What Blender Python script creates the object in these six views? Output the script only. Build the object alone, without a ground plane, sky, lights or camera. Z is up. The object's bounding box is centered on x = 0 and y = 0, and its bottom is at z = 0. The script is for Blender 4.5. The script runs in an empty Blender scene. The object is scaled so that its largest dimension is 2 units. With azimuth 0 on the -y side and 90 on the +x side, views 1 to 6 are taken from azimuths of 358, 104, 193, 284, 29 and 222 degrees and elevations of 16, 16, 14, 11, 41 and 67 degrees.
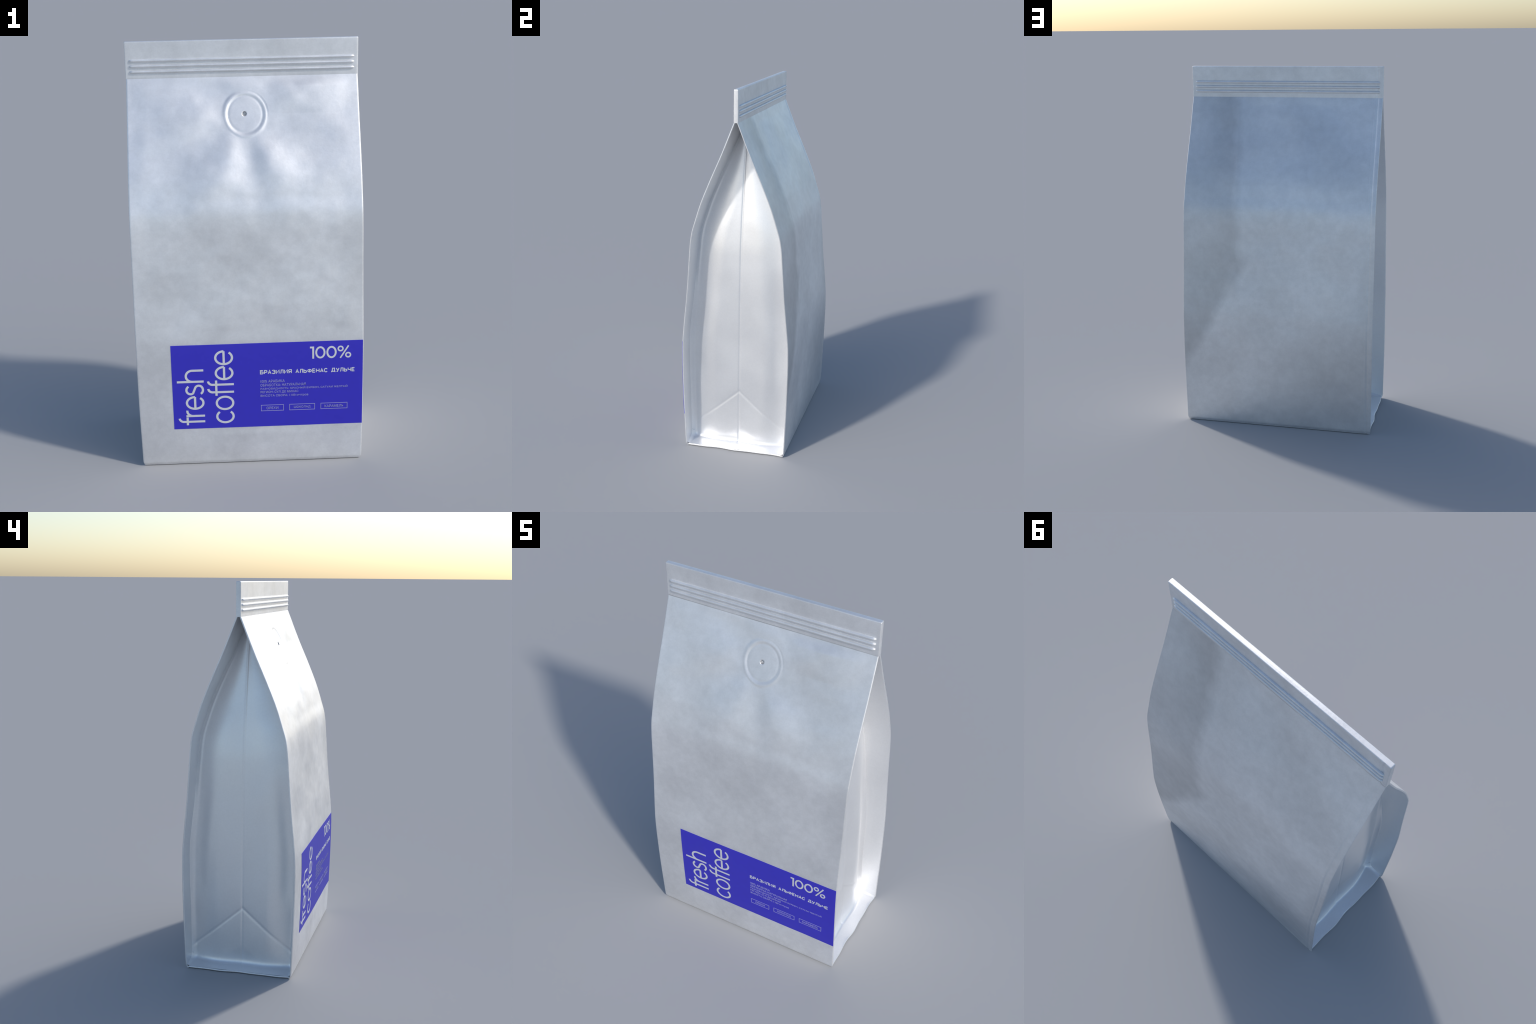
"""White foil-paper coffee bag: front and back sheets with pressed fins, recessed
side gussets with a bottom fold, heat-sealed ribbed top, embossed degassing valve
and a printed blue label."""
import bpy, math
import numpy as np

# ------------------------------------------------------------------ dimensions
HALF_W = 0.5350         # half width (x)
Z_SEAL = 1.832          # where the sheets meet the sealed strip
Z_TOP = 2.0
SEAL_HALF = 0.0121      # half thickness of the sealed strip
SHEET = 0.0075          # sheet thickness
VALVE = (0.008, 1.667)  # x, z
VALVE_R = 0.104

# side profile: half depth of the bag against height
PROFILE = [(0.0, .282), (.06, .2855), (.13, .288), (.30, .2935), (.45, .297), (.55, .298),
           (.63, .2965), (.70, .291), (.90, .2715), (1.08, .258), (1.17, .2515), (1.23, .2435),
           (1.31, .221), (1.39, .1955), (1.52, .143), (1.66, .0815), (1.832, .0121)]
# crease where the gusset leaves the sheet, and the middle fold of the gusset
CREASE = [(0.0, .420), (.12, .412), (.3, .405), (1.0, .404), (1.15, .395), (1.3, .378),
          (1.4, .366), (1.55, .342), (1.73, .305), (1.84, .282)]
MIDDLE = [(0.0, .430), (.32, .440), (.8, .433), (1.1, .422), (1.25, .407), (1.45, .377),
          (1.68, .337), (1.84, .297)]


def curve(knots):
    """monotone cubic through the knots, vectorised"""
    x = np.array([k[0] for k in knots]); y = np.array([k[1] for k in knots])
    h = np.diff(x); d = np.diff(y) / h
    m = np.zeros_like(y)
    m[0], m[-1] = d[0], d[-1]
    for i in range(1, len(x) - 1):
        if d[i - 1] * d[i] > 0:
            w1, w2 = 2 * h[i] + h[i - 1], h[i] + 2 * h[i - 1]
            m[i] = (w1 + w2) / (w1 / d[i - 1] + w2 / d[i])

    def f(q):
        q = np.clip(np.asarray(q, float), x[0], x[-1])
        i = np.clip(np.searchsorted(x, q) - 1, 0, len(h) - 1)
        t = (q - x[i]) / h[i]
        return ((1 + 2 * t) * (1 - t) ** 2 * y[i] + t * (1 - t) ** 2 * h[i] * m[i]
                + t * t * (3 - 2 * t) * y[i + 1] + t * t * (t - 1) * h[i] * m[i + 1])
    return f


depth, crease_x, middle_x = curve(PROFILE), curve(CREASE), curve(MIDDLE)


def sstep(a, b, q):
    t = np.clip((q - a) / (b - a), 0, 1)
    return t * t * (3 - 2 * t)


def soft_noise(x, z, scale, seed, octaves=3):
    """smooth value noise on a lattice"""
    out, amp = 0.0, 1.0
    for o in range(octaves):
        rng = np.random.default_rng(seed + o * 17)
        lat = rng.uniform(-1, 1, (64, 64))
        a, b = (x + 3) / scale, (z + 3) / scale
        i, j = np.floor(a).astype(int), np.floor(b).astype(int)
        u, v = a - i, b - j
        u, v = u * u * (3 - 2 * u), v * v * (3 - 2 * v)
        g = lambda p, q: lat[p % 64, q % 64]
        out = out + amp * ((g(i, j) * (1 - u) + g(i + 1, j) * u) * (1 - v)
                           + (g(i, j + 1) * (1 - u) + g(i + 1, j + 1) * u) * v)
        scale, amp = scale * .5, amp * .5
    return out


# --------------------------------------------------- relief of the two sheets
# radiating tension folds round the valve: (angle in degrees, height)
FOLDS = [(0, -.3), (22, .6), (60, -.4), (110, .45), (140, -.35), (183, .35), (210, -.7), (245, .5),
         (275, -.40), (297, .45), (332, -.7), (360, -.3)]
fold_curve = curve(FOLDS)


def front_relief(x, z):
    dx, dz = x - VALVE[0], z - VALVE[1]
    r = np.hypot(dx, dz)
    ang = np.degrees(np.arctan2(dz, dx)) % 360
    fade_edge = sstep(0, .10, HALF_W - np.abs(x)) * sstep(0, .05, Z_SEAL - z)
    reach = sstep(.080, .24, r) * (1 - sstep(.28, .60, r))
    h = .0115 * (fold_curve(ang) + .35) * reach
    label_calm = 1 - .8 * sstep(.72, .64, z) * sstep(.15, .2, z)
    h = h + .0034 * soft_noise(x, z, .24, 5, 3) * label_calm * sstep(0, .1, z)
    h = h + .0012 * soft_noise(x * .6, z * 1.6, .13, 11, 2) * label_calm
    h = h * fade_edge
    h = .5 * (h - .003 + np.sqrt((h + .003) ** 2 + .0025 ** 2)) + .0003   # never dips behind the gusset
    # embossed valve: shallow disc, raised ring, pin hole
    disc = 1 - sstep(.098, .110, r)
    h = h * (1 - .9 * disc)
    h = h + .0012 * disc
    h = h + .0023 * np.exp(-((r - .0935) / .0095) ** 2)
    h = h - .0009 * np.exp(-((r - .0800) / .006) ** 2)
    rh = np.hypot(dx + .004, dz - .002)
    h = h - .018 * np.exp(-(rh / .0075) ** 4)
    return h


def back_relief(x, z):
    h = .0022 * soft_noise(x, z, .30, 31, 3) + .0010 * soft_noise(x, z, .11, 41, 2)
    # broad vertical fold on the +x side
    fold_x = .235 + .03 * sstep(1.3, 1.83, z)
    h = h + .003 * np.exp(-np.abs(x - fold_x) / .05) * sstep(.5, 1.2, z)
    h = h * sstep(0, .09, HALF_W - np.abs(x)) * sstep(0, .05, Z_SEAL - z) * sstep(0, .06, z)
    return h - groove(x)


def groove(x):
    """pressed line running down beside the -x edge of the back sheet"""
    return .0034 * np.exp(-((x + .507) / .0058) ** 2) + .0006 * np.exp(-((x + .490) / .003) ** 2)


# -------------------------------------------------------------- mesh utilities
def grid_faces(rows, cols, wrap=False, flip=False):
    r, c = np.meshgrid(np.arange(rows - 1), np.arange(cols if wrap else cols - 1), indexing="ij")
    c2 = (c + 1) % cols
    f = np.stack([r * cols + c, r * cols + c2, (r + 1) * cols + c2, (r + 1) * cols + c], -1).reshape(-1, 4)
    return f[:, ::-1] if flip else f


def vertex_normals(v, f):
    n = np.zeros_like(v)
    fn = np.cross(v[f[:, 2]] - v[f[:, 0]], v[f[:, 3]] - v[f[:, 1]])
    for k in range(4):
        np.add.at(n, f[:, k], fn)
    return n / np.maximum(np.linalg.norm(n, axis=1, keepdims=True), 1e-12)


def make_object(name, verts, faces, mat, parent, normals=None, sharp=None):
    used = np.unique(np.concatenate([np.asarray(p).ravel() for p in faces])) if len(faces) else []
    remap = -np.ones(len(verts), int); remap[used] = np.arange(len(used))
    fl = [tuple(remap[list(p)]) for p in faces] if not isinstance(faces, np.ndarray) else remap[faces].tolist()
    me = bpy.data.meshes.new(name)
    me.from_pydata(np.asarray(verts)[used].tolist(), [], fl)
    me.polygons.foreach_set("use_smooth", [True] * len(me.polygons))
    me.update()
    if sharp is not None:
        me.set_sharp_from_angle(angle=math.radians(sharp))
    if normals is not None:
        me.normals_split_custom_set_from_vertices(np.asarray(normals)[used].tolist())
    me.materials.append(mat)
    ob = bpy.data.objects.new(name, me)
    bpy.context.scene.collection.objects.link(ob)
    ob.parent = parent
    return ob


def spaced(lo, hi, step, dense_lo, dense_hi, dense_step):
    a = np.linspace(lo, dense_lo, max(2, int(round((dense_lo - lo) / step)) + 1))
    b = np.linspace(dense_lo, dense_hi, int(round((dense_hi - dense_lo) / dense_step)) + 1)
    c = np.linspace(dense_hi, hi, max(2, int(round((hi - dense_hi) / step)) + 1))
    return np.concatenate([a[:-1], b, c[1:]])


# ------------------------------------------------------------------- materials
def paper_material(name="foil_paper", mottled=True, grey_patches=False):
    m = bpy.data.materials.new(name); m.use_nodes = True
    nt = m.node_tree; N = nt.nodes; L = nt.links
    b = N["Principled BSDF"]
    tc = N.new("ShaderNodeTexCoord")

    def noise(scale, detail, rough=.55, vec=None):
        n = N.new("ShaderNodeTexNoise")
        n.inputs["Scale"].default_value = scale
        n.inputs["Detail"].default_value = detail
        n.inputs["Roughness"].default_value = rough
        L.new(vec or tc.outputs["Object"], n.inputs["Vector"])
        return n.outputs["Fac"]

    def ramp(src, lo, hi, a, c):
        r = N.new("ShaderNodeMapRange")
        r.inputs["From Min"].default_value, r.inputs["From Max"].default_value = lo, hi
        r.inputs["To Min"].default_value, r.inputs["To Max"].default_value = a, c
        L.new(src, r.inputs["Value"])
        return r.outputs["Result"]

    def mul(p, q):
        n = N.new("ShaderNodeMath"); n.operation = "MULTIPLY"
        for k, s in enumerate((p, q)):
            if isinstance(s, float): n.inputs[k].default_value = s
            else: L.new(s, n.inputs[k])
        return n.outputs[0]

    clouds = ramp(noise(2.6, 4), .35, .68, .88 if mottled else .985, 1.03 if mottled else 1.015)     # broad soft stains
    blot = ramp(noise(26, 5, .6), .35, .65, .950 if mottled else .993, 1.015 if mottled else 1.004)  # paper blotches
    fibre = ramp(noise(150, 3), .3, .7, .975, 1.02)       # fine fibre grain
    val = mul(mul(clouds, blot), fibre)
    if grey_patches:
        # broad grey patch down one side of the back sheet, with a ragged border
        xyz = N.new("ShaderNodeSeparateXYZ"); L.new(tc.outputs["Object"], xyz.inputs[0])

        def math2(op, p, q):
            n = N.new("ShaderNodeMath"); n.operation = op
            for k, s in enumerate((p, q)):
                if isinstance(s, (int, float)): n.inputs[k].default_value = s
                else: L.new(s, n.inputs[k])
            return n.outputs[0]
        ragged = ramp(noise(5, 2), .3, .7, -.03, .03)
        border = math2("ADD", math2("MAXIMUM", math2("MULTIPLY", math2("SUBTRACT", .90, xyz.outputs[2]), .62), 0.0),
                       math2("MULTIPLY", xyz.outputs[2], .065))
        side = math2("SUBTRACT", math2("ADD", xyz.outputs[0], ragged), math2("ADD", border, .145))
        side_patch = mul(ramp(side, -.03, .035, 0.0, 1.0), ramp(side, .06, .28, 1.0, .55))
        low = math2("ADD", math2("MULTIPLY", xyz.outputs[2], -1.0), math2("ADD", math2("MULTIPLY", xyz.outputs[0], -.75), ragged))
        low_patch = mul(ramp(low, -.50, -.12, 0.0, 1.0), .8)
        both = math2("MAXIMUM", side_patch, low_patch)
        both = mul(both, ramp(xyz.outputs[2], 1.83, 1.85, 1.0, .35))
        val = mul(val, ramp(both, 0.0, 1.0, 1.0, .79))
    vm = N.new("ShaderNodeVectorMath"); vm.operation = "SCALE"
    vm.inputs[0].default_value = PAPER
    L.new(val, vm.inputs["Scale"])
    L.new(vm.outputs[0], b.inputs["Base Color"])
    base_rough = ROUGH if mottled else ROUGH - .07
    L.new(ramp(noise(5, 4), .35, .65, base_rough - .03, base_rough + .04), b.inputs["Roughness"])
    b.inputs["Metallic"].default_value = METAL
    b.inputs["Specular IOR Level"].default_value = SPEC
    bump = N.new("ShaderNodeBump")
    bump.inputs["Strength"].default_value = .08
    bump.inputs["Distance"].default_value = .004
    L.new(noise(60, 4), bump.inputs["Height"])
    L.new(bump.outputs[0], b.inputs["Normal"])
    return m


def ink_material(name, colour, rough, metal, spec=.5):
    m = bpy.data.materials.new(name); m.use_nodes = True
    nt = m.node_tree; N = nt.nodes; L = nt.links
    b = N["Principled BSDF"]
    tc = N.new("ShaderNodeTexCoord")
    n = N.new("ShaderNodeTexNoise"); n.inputs["Scale"].default_value = 30; n.inputs["Detail"].default_value = 4
    L.new(tc.outputs["Object"], n.inputs["Vector"])
    r = N.new("ShaderNodeMapRange")
    r.inputs["To Min"].default_value, r.inputs["To Max"].default_value = .94, 1.06
    L.new(n.outputs["Fac"], r.inputs["Value"])
    vm = N.new("ShaderNodeVectorMath"); vm.operation = "SCALE"
    vm.inputs[0].default_value = colour
    L.new(r.outputs[0], vm.inputs["Scale"])
    L.new(vm.outputs[0], b.inputs["Base Color"])
    b.inputs["Roughness"].default_value = rough
    b.inputs["Metallic"].default_value = metal
    b.inputs["Specular IOR Level"].default_value = spec
    return m


PAPER = (.86, .865, .876)
ROUGH, METAL, SPEC = .49, .72, .5
paper = paper_material()
back_paper = paper_material("grey_patched_foil_paper", grey_patches=True)
clean_paper = paper_material("smooth_foil_paper", mottled=False)
blue = ink_material("blue_ink", (.036, .029, .52), .45, 0.15)
pale = ink_material("pale_ink", (.90, .905, .92), .47, 0.66)
hole_grey = ink_material("hole_grey", (.26, .265, .28), .7, 0.0, .2)  # paper darkened to grey here: the shadow inside the hole, painted on
faint = ink_material("faint_ink", (.34, .34, .60), .42, 0.0)

bag = bpy.data.objects.new("coffee_bag", None)
bag["label"] = "white foil paper coffee bag with blue printed label and valve"
bag["category"] = "coffee bag"
bpy.context.scene.collection.objects.link(bag)


def half_width(z):
    return HALF_W - .003 * (1 - sstep(.0, .35, z)) - .005 * (1 - sstep(0, .03, z)) ** 2


# ----------------------------------------------------------- front, back sheet
def build_sheet(name, side, relief):
    """closed thin sheet lofted upwards; side = -1 front (towards -y), +1 back"""
    if side < 0:
        u = spaced(-1, 1, .0085, (VALVE[0] - .13) / HALF_W, (VALVE[0] + .13) / HALF_W, .004)
        zs = spaced(.0005, Z_SEAL, .0045, VALVE[1] - .13, VALVE[1] + .13, .0022)
    else:
        u = np.concatenate([np.linspace(-1, -.91, 40)[:-1], np.linspace(-.91, 1, 200)])
        zs = np.linspace(.0005, Z_SEAL, 360)
    nu = len(u)
    round_a = np.linspace(math.pi / 2, -math.pi / 2, 7)[1:-1]
    cols = []
    rad = SHEET / 2
    loop = 2 * nu + 2 * len(round_a)
    V = np.zeros((len(zs), loop, 3))
    for k, z in enumerate(zs):
        w = half_width(z) - rad
        x = u * w
        d = depth(z) - .006 * (1 - sstep(0, .020, z)) ** 2
        out = d + relief(x, np.full_like(x, z))
        inn = d - SHEET + np.minimum(out - d, 0)
        mid = d - rad
        xr = w + rad * np.cos(round_a); yr = mid + rad * np.sin(round_a)
        V[k, :, 0] = np.concatenate([x, xr, x[::-1], -xr[::-1]])
        V[k, :, 1] = side * np.concatenate([out, yr, inn, yr[::-1]])
        V[k, :, 2] = z
    V = V.reshape(-1, 3)
    F = grid_faces(len(zs), loop, wrap=True, flip=side > 0)
    # bottom lip: bridge outer and inner rows
    j = np.arange(nu - 1)
    o, i2 = j, nu + len(round_a) + (nu - 1 - j)
    cap = np.stack([o, o + 1, i2 - 1, i2], -1)
    cap = cap if side > 0 else cap[:, ::-1]
    Nn = vertex_normals(V, F)
    F = np.concatenate([F, cap])
    return V, F, Nn


V, F, Nn = build_sheet("front_panel", -1, front_relief)
cen = V[F].mean(1)
is_valve = (np.hypot(cen[:, 0] - VALVE[0], cen[:, 2] - VALVE[1]) < .108) & \
           (np.abs(cen[:, 1]) > depth(cen[:, 2]) - SHEET * .8)
front = make_object("front_panel", V, F[~is_valve], paper, bag, Nn)
is_hole = is_valve & (np.hypot(cen[:, 0] - VALVE[0] + .004, cen[:, 2] - VALVE[1] - .002) < .0095)


def clean_inside(ob):
    """the fold-side of a sheet is plain, unmottled paper"""
    ob.data.materials.append(clean_paper)
    n = len(ob.data.polygons)
    c = np.empty(n * 3); ob.data.polygons.foreach_get("center", c); c = c.reshape(-1, 3)
    inner = np.abs(c[:, 1]) < depth(c[:, 2]) - SHEET * .5
    ob.data.polygons.foreach_set("material_index", inner.astype(np.int32))


clean_inside(front)
valve = make_object("degassing_valve", V, F[is_valve & ~is_hole], paper, bag, Nn)
make_object("pin_hole", V, F[is_hole], hole_grey, valve, Nn)
V, F, Nn = build_sheet("back_panel", 1, back_relief)
clean_inside(make_object("back_panel", V, F, back_paper, bag, Nn))


# ------------------------------------------------------------------ sealed top
def build_seal():
    zs = np.concatenate([np.linspace(Z_SEAL, Z_TOP - .004, 40), Z_TOP - .004 + .004 * np.sin(np.linspace(0, math.pi / 2, 6))[1:]])
    xs = np.concatenate([np.linspace(-1, -.9, 30)[:-1], np.linspace(-.9, 1, 90)])
    corner = np.linspace(0, math.pi / 2, 4)
    rows = []
    for z in zs:
        over = max(0, (z - (Z_TOP - .004)) / .004)
        inset = .004 * (1 - math.sqrt(max(0, 1 - over * over)))
        w = HALF_W + .001 - inset
        h = SEAL_HALF - inset
        x = xs * (w - .003)
        wob = .0006 * soft_noise(x, np.full_like(x, z), .2, 71, 2) * (1 - over)
        gr = groove(x) * (1 - over)
        cx = w - .003 + .003 * np.sin(corner[1:])
        cy = h - .003 + .003 * np.cos(corner[1:])
        ring_x = np.concatenate([x, cx, cx[::-1], x[::-1], -cx, -cx[::-1]])
        ring_y = np.concatenate([-h - wob, -cy, cy[::-1], (h + wob - gr)[::-1], cy, -cy[::-1]])
        rows.append(np.stack([ring_x, ring_y, np.full_like(ring_x, z)], -1))
    n = len(rows[0])
    Vv = np.concatenate(rows)
    Ff = grid_faces(len(zs), n, wrap=True)
    top = (len(zs) - 1) * n
    faces = Ff.tolist() + [tuple(range(top, top + n)), tuple(range(n - 1, -1, -1))]
    return Vv, faces


V, F = build_seal()
seal = make_object("top_seal", V, F, paper, bag, sharp=50)
# pressed ribs across the seal, three on each face, tapering to rounded ends
def rib_mesh():
    half, n, m = .518, 90, 14
    xs = half * np.sin(np.linspace(-math.pi / 2, math.pi / 2, n))
    a = np.linspace(0, 2 * math.pi, m, endpoint=False)
    rows = []
    for x in xs:
        t = (1 - (abs(x) / half) ** 2)
        s = min(1, (half - abs(x)) / .016); q = math.sqrt(max(0, 1 - (1 - s) ** 2))
        rows.append(np.stack([np.full(m, x), -.0080 * q * np.sin(a), (.0074 * q) * np.cos(a)], -1))
    Vv = np.concatenate(rows)
    return Vv, grid_faces(n, m, wrap=True, flip=True)


V, F = rib_mesh()
rib0 = None
for side in (-1, 1):
    for z in (1.9135, 1.8885, 1.8630):
        if rib0 is None:
            rib0 = make_object("seal_rib", V, F, paper, seal)
            ob = rib0
        else:
            ob = rib0.copy(); bpy.context.scene.collection.objects.link(ob)
        ob.location = (0, side * (SEAL_HALF + .0008), z)
        ob.parent = seal


# --------------------------------------------------------------- side gussets
def build_gusset(side):
    # path parameter: down the wall, round the fillet, out over the bottom flap
    z_wall = np.linspace(Z_SEAL - .001, .048, 244)
    nf = 44
    t = np.linspace(-1, 1, 181)
    rows = []
    Z_APEX = .325
    for z in np.concatenate([z_wall, np.linspace(1, 0, nf + 1)[1:] * -1 - 1]):
        fillet = z < 0
        zz = .048 if fillet else z
        half = depth(zz) - SHEET * .55
        y = t * half
        d = (1 - np.abs(t)) * half
        xi, xm = float(crease_x(zz)), float(middle_x(zz))
        room = min(1.0, half / .2)
        xp = xm + .011 * room
        k = np.clip(d / max(half, .02), 0, 1)
        flat = xp + (xm - xp) * np.clip((d - .05 * room) / max(half - .05 * room, .01), 0, 1)
        x = xi + (flat - xi) * sstep(-.02 * room, .16 * room + .004, d)
        # small roll beside the crease
        x = x + .003 * room * np.exp(-((d - .018) / .008) ** 2)
        # lower down the sheet and gusset are welded further out, with a trough behind the weld
        x = x + .026 * np.exp(-(d / .014) ** 2) * sstep(1.15, .55, zz)
        x = x - .009 * np.exp(-((d - .060) / .032) ** 2) * sstep(1.15, .7, zz) * sstep(.30, .50, zz)
        # bottom triangle: folds out below two diagonals that start at the apex
        zd = Z_APEX - .86 * np.abs(y)
        below = np.clip((zd - zz) / .20, 0, 1)
        x = x + .010 * below * sstep(0, .05, d) 
        x = x - .0020 * np.exp(-((zz - zd) / .006) ** 2) * sstep(.0, .012, d)
        x = x - .0020 * np.exp(-(y / .005) ** 2)
        if fillet:
            s = -z - 1                       # 0 .. 1 along fillet and flap  (runs 1 -> 0 mapped below)
            s = 1 - s
            wave = .0045 * np.sin(y * 23 + side) + .003 * np.sin(y * 41 + 2 * side)
            end_x = .523 + .6 * wave
            if s < .5:
                q = s / .5
                p1x, p1z = x + .001, .014
                p2x, p2z = x + .026, .0150
                xx = (1 - q) ** 2 * x + 2 * q * (1 - q) * p1x + q * q * p2x
                zc = (1 - q) ** 2 * .048 + 2 * q * (1 - q) * p1z + q * q * p2z
                zc = np.full_like(y, zc)
            else:
                q = (s - .5) / .5
                xx = (x + .026) * (1 - q) + end_x * q
                zc = .0150 * (1 - q) + (.0100 + .3 * wave) * q
            # the flap turns up a little where it meets the sheets
            zc = zc + .018 * np.exp(-(d / .012) ** 2) * (1 - .6 * s)
            yy = t * (float(depth(.02)) - SHEET * .55)
            y = y * (1 - min(1, s * 2)) + yy * min(1, s * 2)
            rows.append(np.stack([side * xx, y, zc], -1))
        else:
            rows.append(np.stack([side * x, y, np.full_like(y, z)], -1))
    Vv = np.concatenate(rows)
    Ff = grid_faces(len(rows), len(t), flip=side > 0)
    return Vv, Ff


for side in (1, -1):
    V, F = build_gusset(side)
    make_object("side_gusset", V, F, clean_paper, bag)


# --------------------------------------------------------------- bottom panel
def build_bottom():
    y = np.linspace(-1, 1, 121) * .2705
    prof = [(0.0, .0), (.004, .0006), (.006, .004), (.004, .0085), (0.0, .0100)]  # outward, z
    rows = []
    def edge(side):
        return .519 + .6 * (.0045 * np.sin(y * 23 + side) + .003 * np.sin(y * 41 + 2 * side))
    e1, e2 = edge(1), edge(-1)
    sec = []
    for o, z in prof: sec.append((e1 + o, z))
    for o, z in prof[::-1]: sec.append((-e2 - o, z))
    Vv = np.concatenate([np.stack([xx, y, np.full_like(y, z)], -1) for xx, z in sec])
    n, m = len(y), len(sec)
    Ff = grid_faces(m, n).tolist()
    Ff += [(j, j + 1, (m - 1) * n + j + 1, (m - 1) * n + j)[::-1] for j in range(n - 1)]
    return Vv, Ff


V, F = build_bottom()
make_object("bottom_panel", V, F, clean_paper, bag, sharp=60)


# ---------------------------------------------------------------------- label
def sheet_y(x, z, lift):
    return -(depth(z) + front_relief(x, z)) - lift


LX0, LX1, LZ0, LZ1 = -.373, HALF_W - .0035, .193, .625
gx = np.linspace(LX0, LX1, 140); gz = np.linspace(LZ0, LZ1, 80)
GX, GZ = np.meshgrid(gx, gz)
front_v = np.stack([GX, sheet_y(GX, GZ, .0012), GZ], -1).reshape(-1, 3)
back_v = front_v + np.array([0, .0022, 0])
n1 = len(front_v)
Ff = grid_faces(80, 140)
ring = np.concatenate([np.arange(140), np.arange(1, 80) * 140 + 139,
                       79 * 140 + np.arange(138, -1, -1), np.arange(78, 0, -1) * 140])
rim = [(a, n1 + a, n1 + b, b) for a, b in zip(ring, np.roll(ring, -1))]
label = make_object("label", np.concatenate([front_v, back_v]), Ff.tolist() + rim, blue, bag, sharp=40)


def text_mesh(body, offset=0.0, spacing=1.0):
    cu = bpy.data.curves.new("text", "FONT")
    cu.body = body; cu.size = 1.0; cu.offset = offset; cu.resolution_u = 6
    cu.space_character = spacing
    ob = bpy.data.objects.new("text", cu)
    bpy.context.scene.collection.objects.link(ob)
    bpy.context.view_layer.update()
    me = ob.to_mesh()
    v = np.array([list(p.co) for p in me.vertices]); f = [tuple(p.vertices) for p in me.polygons]
    ob.to_mesh_clear()
    bpy.data.objects.remove(ob); bpy.data.curves.remove(cu)
    return v, f


def split_glyphs(v, f):
    """connected pieces, joined again where their advance ranges overlap"""
    parent = list(range(len(v)))

    def find(a):
        while parent[a] != a:
            parent[a] = parent[parent[a]]; a = parent[a]
        return a
    key = {}
    for i, p in enumerate(np.round(v, 5)):
        k = tuple(p)
        if k in key: parent[find(i)] = find(key[k])
        else: key[k] = i
    for p in f:
        for q in p[1:]:
            parent[find(q)] = find(p[0])
    groups = {}
    for p in f: groups.setdefault(find(p[0]), []).append(p)
    parts = []
    for fs in groups.values():
        ids = np.unique(np.concatenate([np.array(p) for p in fs]))
        parts.append([v[ids, 0].min(), v[ids, 0].max(), fs])
    parts.sort(key=lambda q: q[0])
    merged = [parts[0]]
    for q in parts[1:]:
        if q[0] < merged[-1][1] - .3 * (q[1] - q[0]) and (q[1] - q[0]) > 0 and \
           min(q[1], merged[-1][1]) - q[0] > .35 * (q[1] - q[0]):
            merged[-1][1] = max(merged[-1][1], q[1]); merged[-1][2] = merged[-1][2] + q[2]
        else: merged.append(q)
    return [m[2] for m in merged]


def place(body, box, mat, name, offset=0.0, upright=True, letters=False, spacing=1.0, lift=.0020):
    """fit the text into box = (x0, x1, z0, z1) and lay it over the sheet"""
    v, f = text_mesh(body, offset, spacing)
    x0, x1, z0, z1 = box
    u = (v[:, 0] - v[:, 0].min()) / np.ptp(v[:, 0]); w = (v[:, 1] - v[:, 1].min()) / np.ptp(v[:, 1])
    if upright: X, Z = x0 + u * (x1 - x0), z0 + w * (z1 - z0)
    else: X, Z = x1 - w * (x1 - x0), z0 + u * (z1 - z0)
    P = np.stack([X, sheet_y(X, Z, lift), Z], -1)
    for fs in (split_glyphs(v, f) if letters else [f]):
        fr = np.array(sorted({i for p in fs for i in p}))
        idx = {a: k for k, a in enumerate(fr)}
        top = P[fr]; n = len(fr)
        faces = [tuple(idx[i] for i in p) for p in fs]
        # give the print a hair of depth
        cnt = {}
        for p in faces:
            for a, b in zip(p, p[1:] + p[:1]): cnt[(a, b)] = 1
        sides = [(b, a, n + a, n + b) for a, b in cnt if (b, a) not in cnt]
        make_object(name, np.concatenate([top, top + np.array([0, .0016, 0])]), faces + sides, mat, label, sharp=40)


# the large words are drawn with round pen strokes of even width: each glyph is a list of
# centre lines in metres (advance, height above the baseline)
PEN = .0106


def arc(cx, cy, rx, ry, a0, a1, n=40):
    a = np.radians(np.linspace(a0, a1, n))
    return np.stack([cx + rx * np.cos(a), cy + ry * np.sin(a)], -1)


def line(*pts, n=12):
    pts = [np.array(p, float) for p in pts]
    return np.concatenate([p + (q - p) * np.linspace(0, 1, n)[:, None] for p, q in zip(pts, pts[1:])])


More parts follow.
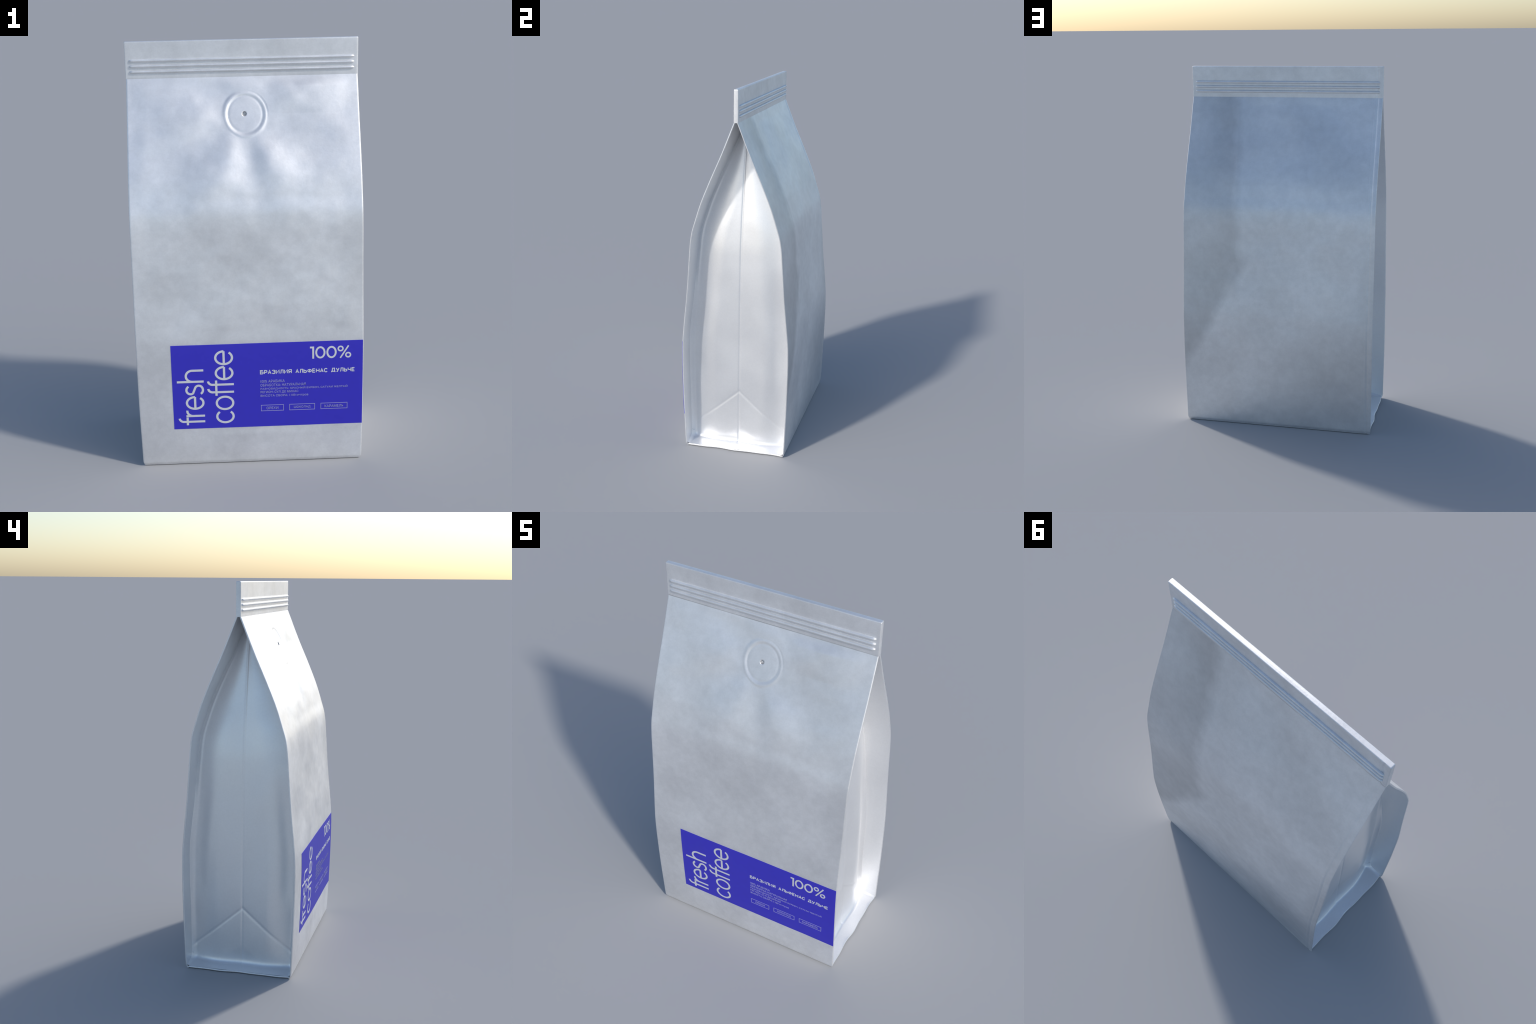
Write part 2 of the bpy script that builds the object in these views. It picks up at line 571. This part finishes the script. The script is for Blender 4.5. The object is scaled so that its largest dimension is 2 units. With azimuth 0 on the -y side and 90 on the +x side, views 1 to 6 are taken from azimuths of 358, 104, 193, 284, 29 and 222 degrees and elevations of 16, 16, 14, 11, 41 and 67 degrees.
def glyph(ch, w, xh=.089, asc=.127, t=PEN):
    h = t / 2
    if ch == "o": return [arc(w / 2, xh / 2, w / 2 - h, xh / 2 - h, 0, 360, 64)]
    if ch == "c": return [arc(w * .56, xh / 2, w * .56 - h, xh / 2 - h, 42, 318, 56)]
    if ch == "e": return [arc(w / 2, xh / 2, w / 2 - h, xh / 2 - h, 0, 322, 60), line((h * 1.6, xh * .5), (w - h, xh * .5))]
    if ch == "f":
        s = w * .42
        return [np.concatenate([line((s, 0), (s, asc - .026)), arc(s + .020, asc - .026, .020, .026 - h, 180, 95, 16)]),
                line((0, xh - h), (w * .95, xh - h))]
    if ch == "r":
        return [line((h, 0), (h, xh)), arc(h + .026, xh - .034, .026, .034 - h, 180, 82, 20)]
    if ch == "h":
        r = (w - t) / 2
        return [line((h, 0), (h, asc)), np.concatenate([arc(h + r, xh - .036, r, .036 - h, 180, 0, 32), line((w - h, xh - .037), (w - h, 0))])]
    if ch == "s":
        cx, rx = w / 2, w / 2 - h
        ry = (xh - t) / 4
        return [np.concatenate([arc(cx, xh - h - ry, rx * .92, ry, 28, 215, 30), arc(cx, h + ry, rx, ry, 52, -152, 34)])]
    if ch == "1": return [line((w - h, 0), (w - h, asc)), line((0, asc - h), (w - h, asc - h), n=4)]
    if ch == "0": return [arc(w / 2, asc / 2, w / 2 - h, asc / 2 - h, 0, 360, 64)]
    if ch == "%":
        r, q = w * .225, asc * .235
        return [arc(r, asc - q, r - t * .40, q - t * .40, 0, 360, 40), arc(w - r, q, r - t * .40, q - t * .40, 0, 360, 40),
                line((w * .20, 0), (w * .80, asc))]


def ribbon(p, t):
    keep = np.concatenate([[True], np.linalg.norm(np.diff(p, axis=0), axis=1) > 1e-6]); p = p[keep]
    closed = np.linalg.norm(p[0] - p[-1]) < 1e-5
    d = np.gradient(p, axis=0)
    if closed: d[0] = d[-1] = p[1] - p[-2]
    d /= np.linalg.norm(d, axis=1, keepdims=True)
    nrm = np.stack([-d[:, 1], d[:, 0]], -1) * t / 2
    return np.concatenate([p - nrm, p + nrm])


def draw_word(glyphs, to_sheet, mat, t=PEN, **kw):
    for ch, u0, u1 in glyphs:
        vs, fs, off = [], [], 0
        for k, c in enumerate(glyph(ch, u1 - u0, t=t, **kw)):
            pen = t * .8 if ch == "%" else t
            q = ribbon(c, pen); n = len(q) // 2
            X, Z = to_sheet(q[:, 0] + u0, q[:, 1])
            top = np.stack([X, sheet_y(X, Z, .0019 + .0004 * k), Z], -1)
            vs += [top, top + np.array([0, .0017, 0])]
            i = np.arange(n - 1)
            front = np.stack([i, i + 1, n + i + 1, n + i], -1)
            lo = np.stack([i + 1, i, 2 * n + i, 2 * n + i + 1], -1)
            hi = np.stack([n + i, n + i + 1, 3 * n + i + 1, 3 * n + i], -1)
            ends = np.array([[0, n, 3 * n, 2 * n], [2 * n - 1, n - 1, 3 * n - 1, 4 * n - 1]])
            fs.append(np.concatenate([front, lo, hi, ends]) + off); off += 4 * n
        make_object("letter", np.concatenate(vs), np.concatenate(fs), mat, label, sharp=40)


draw_word([("f", 0, .043), ("r", .043, .080), ("e", .081, .153), ("s", .156, .212), ("h", .222, .290)],
          lambda u, w: (-.2235 - w, .213 + u), pale)
draw_word([("c", 0, .066), ("o", .070, .1455), ("f", .147, .190), ("f", .187, .228), ("e", .2265, .2995), ("e", .3035, .379)],
          lambda u, w: (-.0815 - w, .217 + u), pale)
draw_word([("1", .0, .0195), ("0", .025, .073), ("0", .0775, .126), ("%", .130, .195)],
          lambda u, w: (.281 + u, .5385 + w), pale, t=.0088, asc=.061)
# bold capitals of the heading: centre lines on a unit box
CAPS = {
    "Б": [[(.9, 1), (0, 1), (0, 0), (.7, 0), (1, .15), (1, .42), (.7, .57), (.05, .57)]],
    "Р": [[(0, 0), (0, 1), (.7, 1), (1, .85), (1, .58), (.7, .43), (.05, .43)]],
    "А": [[(0, 0), (.5, 1), (1, 0)], [(.2, .3), (.8, .3)]],
    "З": [[(0, .85), (.3, 1), (.7, 1), (1, .83), (.95, .62), (.6, .53), (1, .42), (1, .17), (.7, 0), (.3, 0), (0, .15)]],
    "И": [[(0, 1), (0, 0), (1, 1), (1, 0)]],
    "Л": [[(0, 0), (.2, .12), (.3, 1), (1, 1), (1, 0)]],
    "Я": [[(1, 0), (1, 1), (.3, 1), (0, .85), (0, .58), (.3, .43), (.95, .43)], [(.45, .43), (0, 0)]],
    "Ь": [[(0, 1), (0, 0), (.7, 0), (1, .15), (1, .42), (.7, .57), (.05, .57)]],
    "Ф": [[(.5, .85), (.15, .78), (0, .5), (.15, .22), (.5, .15), (.85, .22), (1, .5), (.85, .78), (.5, .85)], [(.5, 0), (.5, 1)]],
    "Е": [[(1, 1), (0, 1), (0, 0), (1, 0)], [(0, .52), (.85, .52)]],
    "Н": [[(0, 0), (0, 1)], [(1, 0), (1, 1)], [(0, .5), (1, .5)]],
    "С": [[(1, .8), (.75, 1), (.3, 1), (0, .72), (0, .28), (.3, 0), (.75, 0), (1, .2)]],
    "Д": [[(.15, .1), (.28, 1), (.85, 1), (.85, .1)], [(0, -.15), (0, .08), (1, .08), (1, -.15)]],
    "У": [[(0, 1), (.5, .38)], [(1, 1), (.42, 0), (.1, 0)]],
    "Ч": [[(0, 1), (0, .62), (.25, .45), (1, .45)], [(1, 0), (1, 1)]],
}


def mitred(pts, t):
    p = np.array(pts, float)
    d = np.diff(p, axis=0); d /= np.linalg.norm(d, axis=1, keepdims=True)
    nrm = np.stack([-d[:, 1], d[:, 0]], -1)
    v = np.concatenate([nrm[:1], nrm[:-1] + nrm[1:], nrm[-1:]])
    closed = np.allclose(p[0], p[-1])
    if closed: v[0] = v[-1] = nrm[0] + nrm[-1]
    v /= np.linalg.norm(v, axis=1, keepdims=True)
    ref = np.concatenate([nrm, nrm[-1:]])
    v = v / np.maximum(.55, np.sum(v * ref, 1))[:, None] * t / 2
    return np.concatenate([p - v, p + v])


def heading(body, x0, x1, z0, height, pen, mat):
    widths = {" ": .55, "Ф": 1.05, "И": .82, "Н": .8, "Д": .95, "Е": .66, "Ь": .72, "Р": .70}
    gap = .36
    total = sum(widths.get(c, .78) + gap for c in body) - gap
    unit = (x1 - x0) / total
    vs, fs, off, u = [], [], 0, x0
    for ch in body:
        w = widths.get(ch, .78) * unit
        for k, path in enumerate(CAPS.get(ch, [])):
            q = mitred([(u + a * w, z0 + pen / 2 + b * (height - pen)) for a, b in path], pen)
            n = len(q) // 2
            top = np.stack([q[:, 0], sheet_y(q[:, 0], q[:, 1], .0019 + .0004 * k), q[:, 1]], -1)
            vs += [top, top + np.array([0, .0017, 0])]
            i = np.arange(n - 1)
            fs.append(np.concatenate([np.stack([i, i + 1, n + i + 1, n + i], -1),
                                      np.stack([i + 1, i, 2 * n + i, 2 * n + i + 1], -1),
                                      np.stack([n + i, n + i + 1, 3 * n + i + 1, 3 * n + i], -1),
                                      np.array([[0, n, 3 * n, 2 * n], [2 * n - 1, n - 1, 3 * n - 1, 4 * n - 1]])]) + off)
            off += 4 * n
        u += w + gap * unit
    make_object("heading", np.concatenate(vs), np.concatenate(fs), mat, label, sharp=40)


heading("БРАЗИЛИЯ АЛЬФЕНАС ДУЛЬЧЕ", .0455, .492, .4668, .0212, .0040, pale)
for body, xe, zb in (("100% АРАБИКА", .160, .4235), ("ОБРАБОТКА: НАТУРАЛЬНАЯ", .260, .4035),
                     ("РАЗНОВИДНОСТЬ: КРАСНЫЙ БУРБОН, САТУАИ ЖЕЛТЫЙ", .460, .3850),
                     ("РЕГИОН: СУЛ ДЕ МИНАС", .225, .3665), ("ВЫСОТА СБОРА: 1100 метров", .272, .3470)):
    place(body, (.0445, xe, zb, zb + .0135), faint, "text_line", .0)
for x0, x1, body in ((.0455, .1545, "ОРЕХИ"), (.1815, .304, "ШОКОЛАД"), (.3315, .460, "КАРАМЕЛЬ")):
    pad = .5 * ((x1 - x0) - .085 * len(body) / 7.5)
    place(body, (x0 + pad, x1 - pad, .2835, .2965), faint, "text_line", .0)
    # thin printed frame
    t_ = .0022
    outer = [(x0, .2745), (x1, .2745), (x1, .3065), (x0, .3065)]
    inner = [(x0 + t_, .2745 + t_), (x1 - t_, .2745 + t_), (x1 - t_, .3065 - t_), (x0 + t_, .3065 - t_)]
    n_ = 24
    ring_o, ring_i = [], []
    for a, b in ((0, 1), (1, 2), (2, 3), (3, 0)):
        for s in np.arange(n_) / n_:
            ring_o.append([outer[a][c] * (1 - s) + outer[b][c] * s for c in (0, 1)])
            ring_i.append([inner[a][c] * (1 - s) + inner[b][c] * s for c in (0, 1)])
    q = np.array(ring_o + ring_i); m_ = len(ring_o)
    P = np.stack([q[:, 0], sheet_y(q[:, 0], q[:, 1], .0020), q[:, 1]], -1)
    B = P + np.array([0, .0016, 0])
    k = np.arange(m_); k2 = (k + 1) % m_
    fr = np.stack([k, k2, m_ + k2, m_ + k], -1)
    so = np.stack([k2, k, 2 * m_ + k, 2 * m_ + k2], -1)
    si = np.stack([m_ + k, m_ + k2, 3 * m_ + k2, 3 * m_ + k], -1)
    make_object("frame", np.concatenate([P, B]), np.concatenate([fr, so, si]), faint, label, sharp=40)
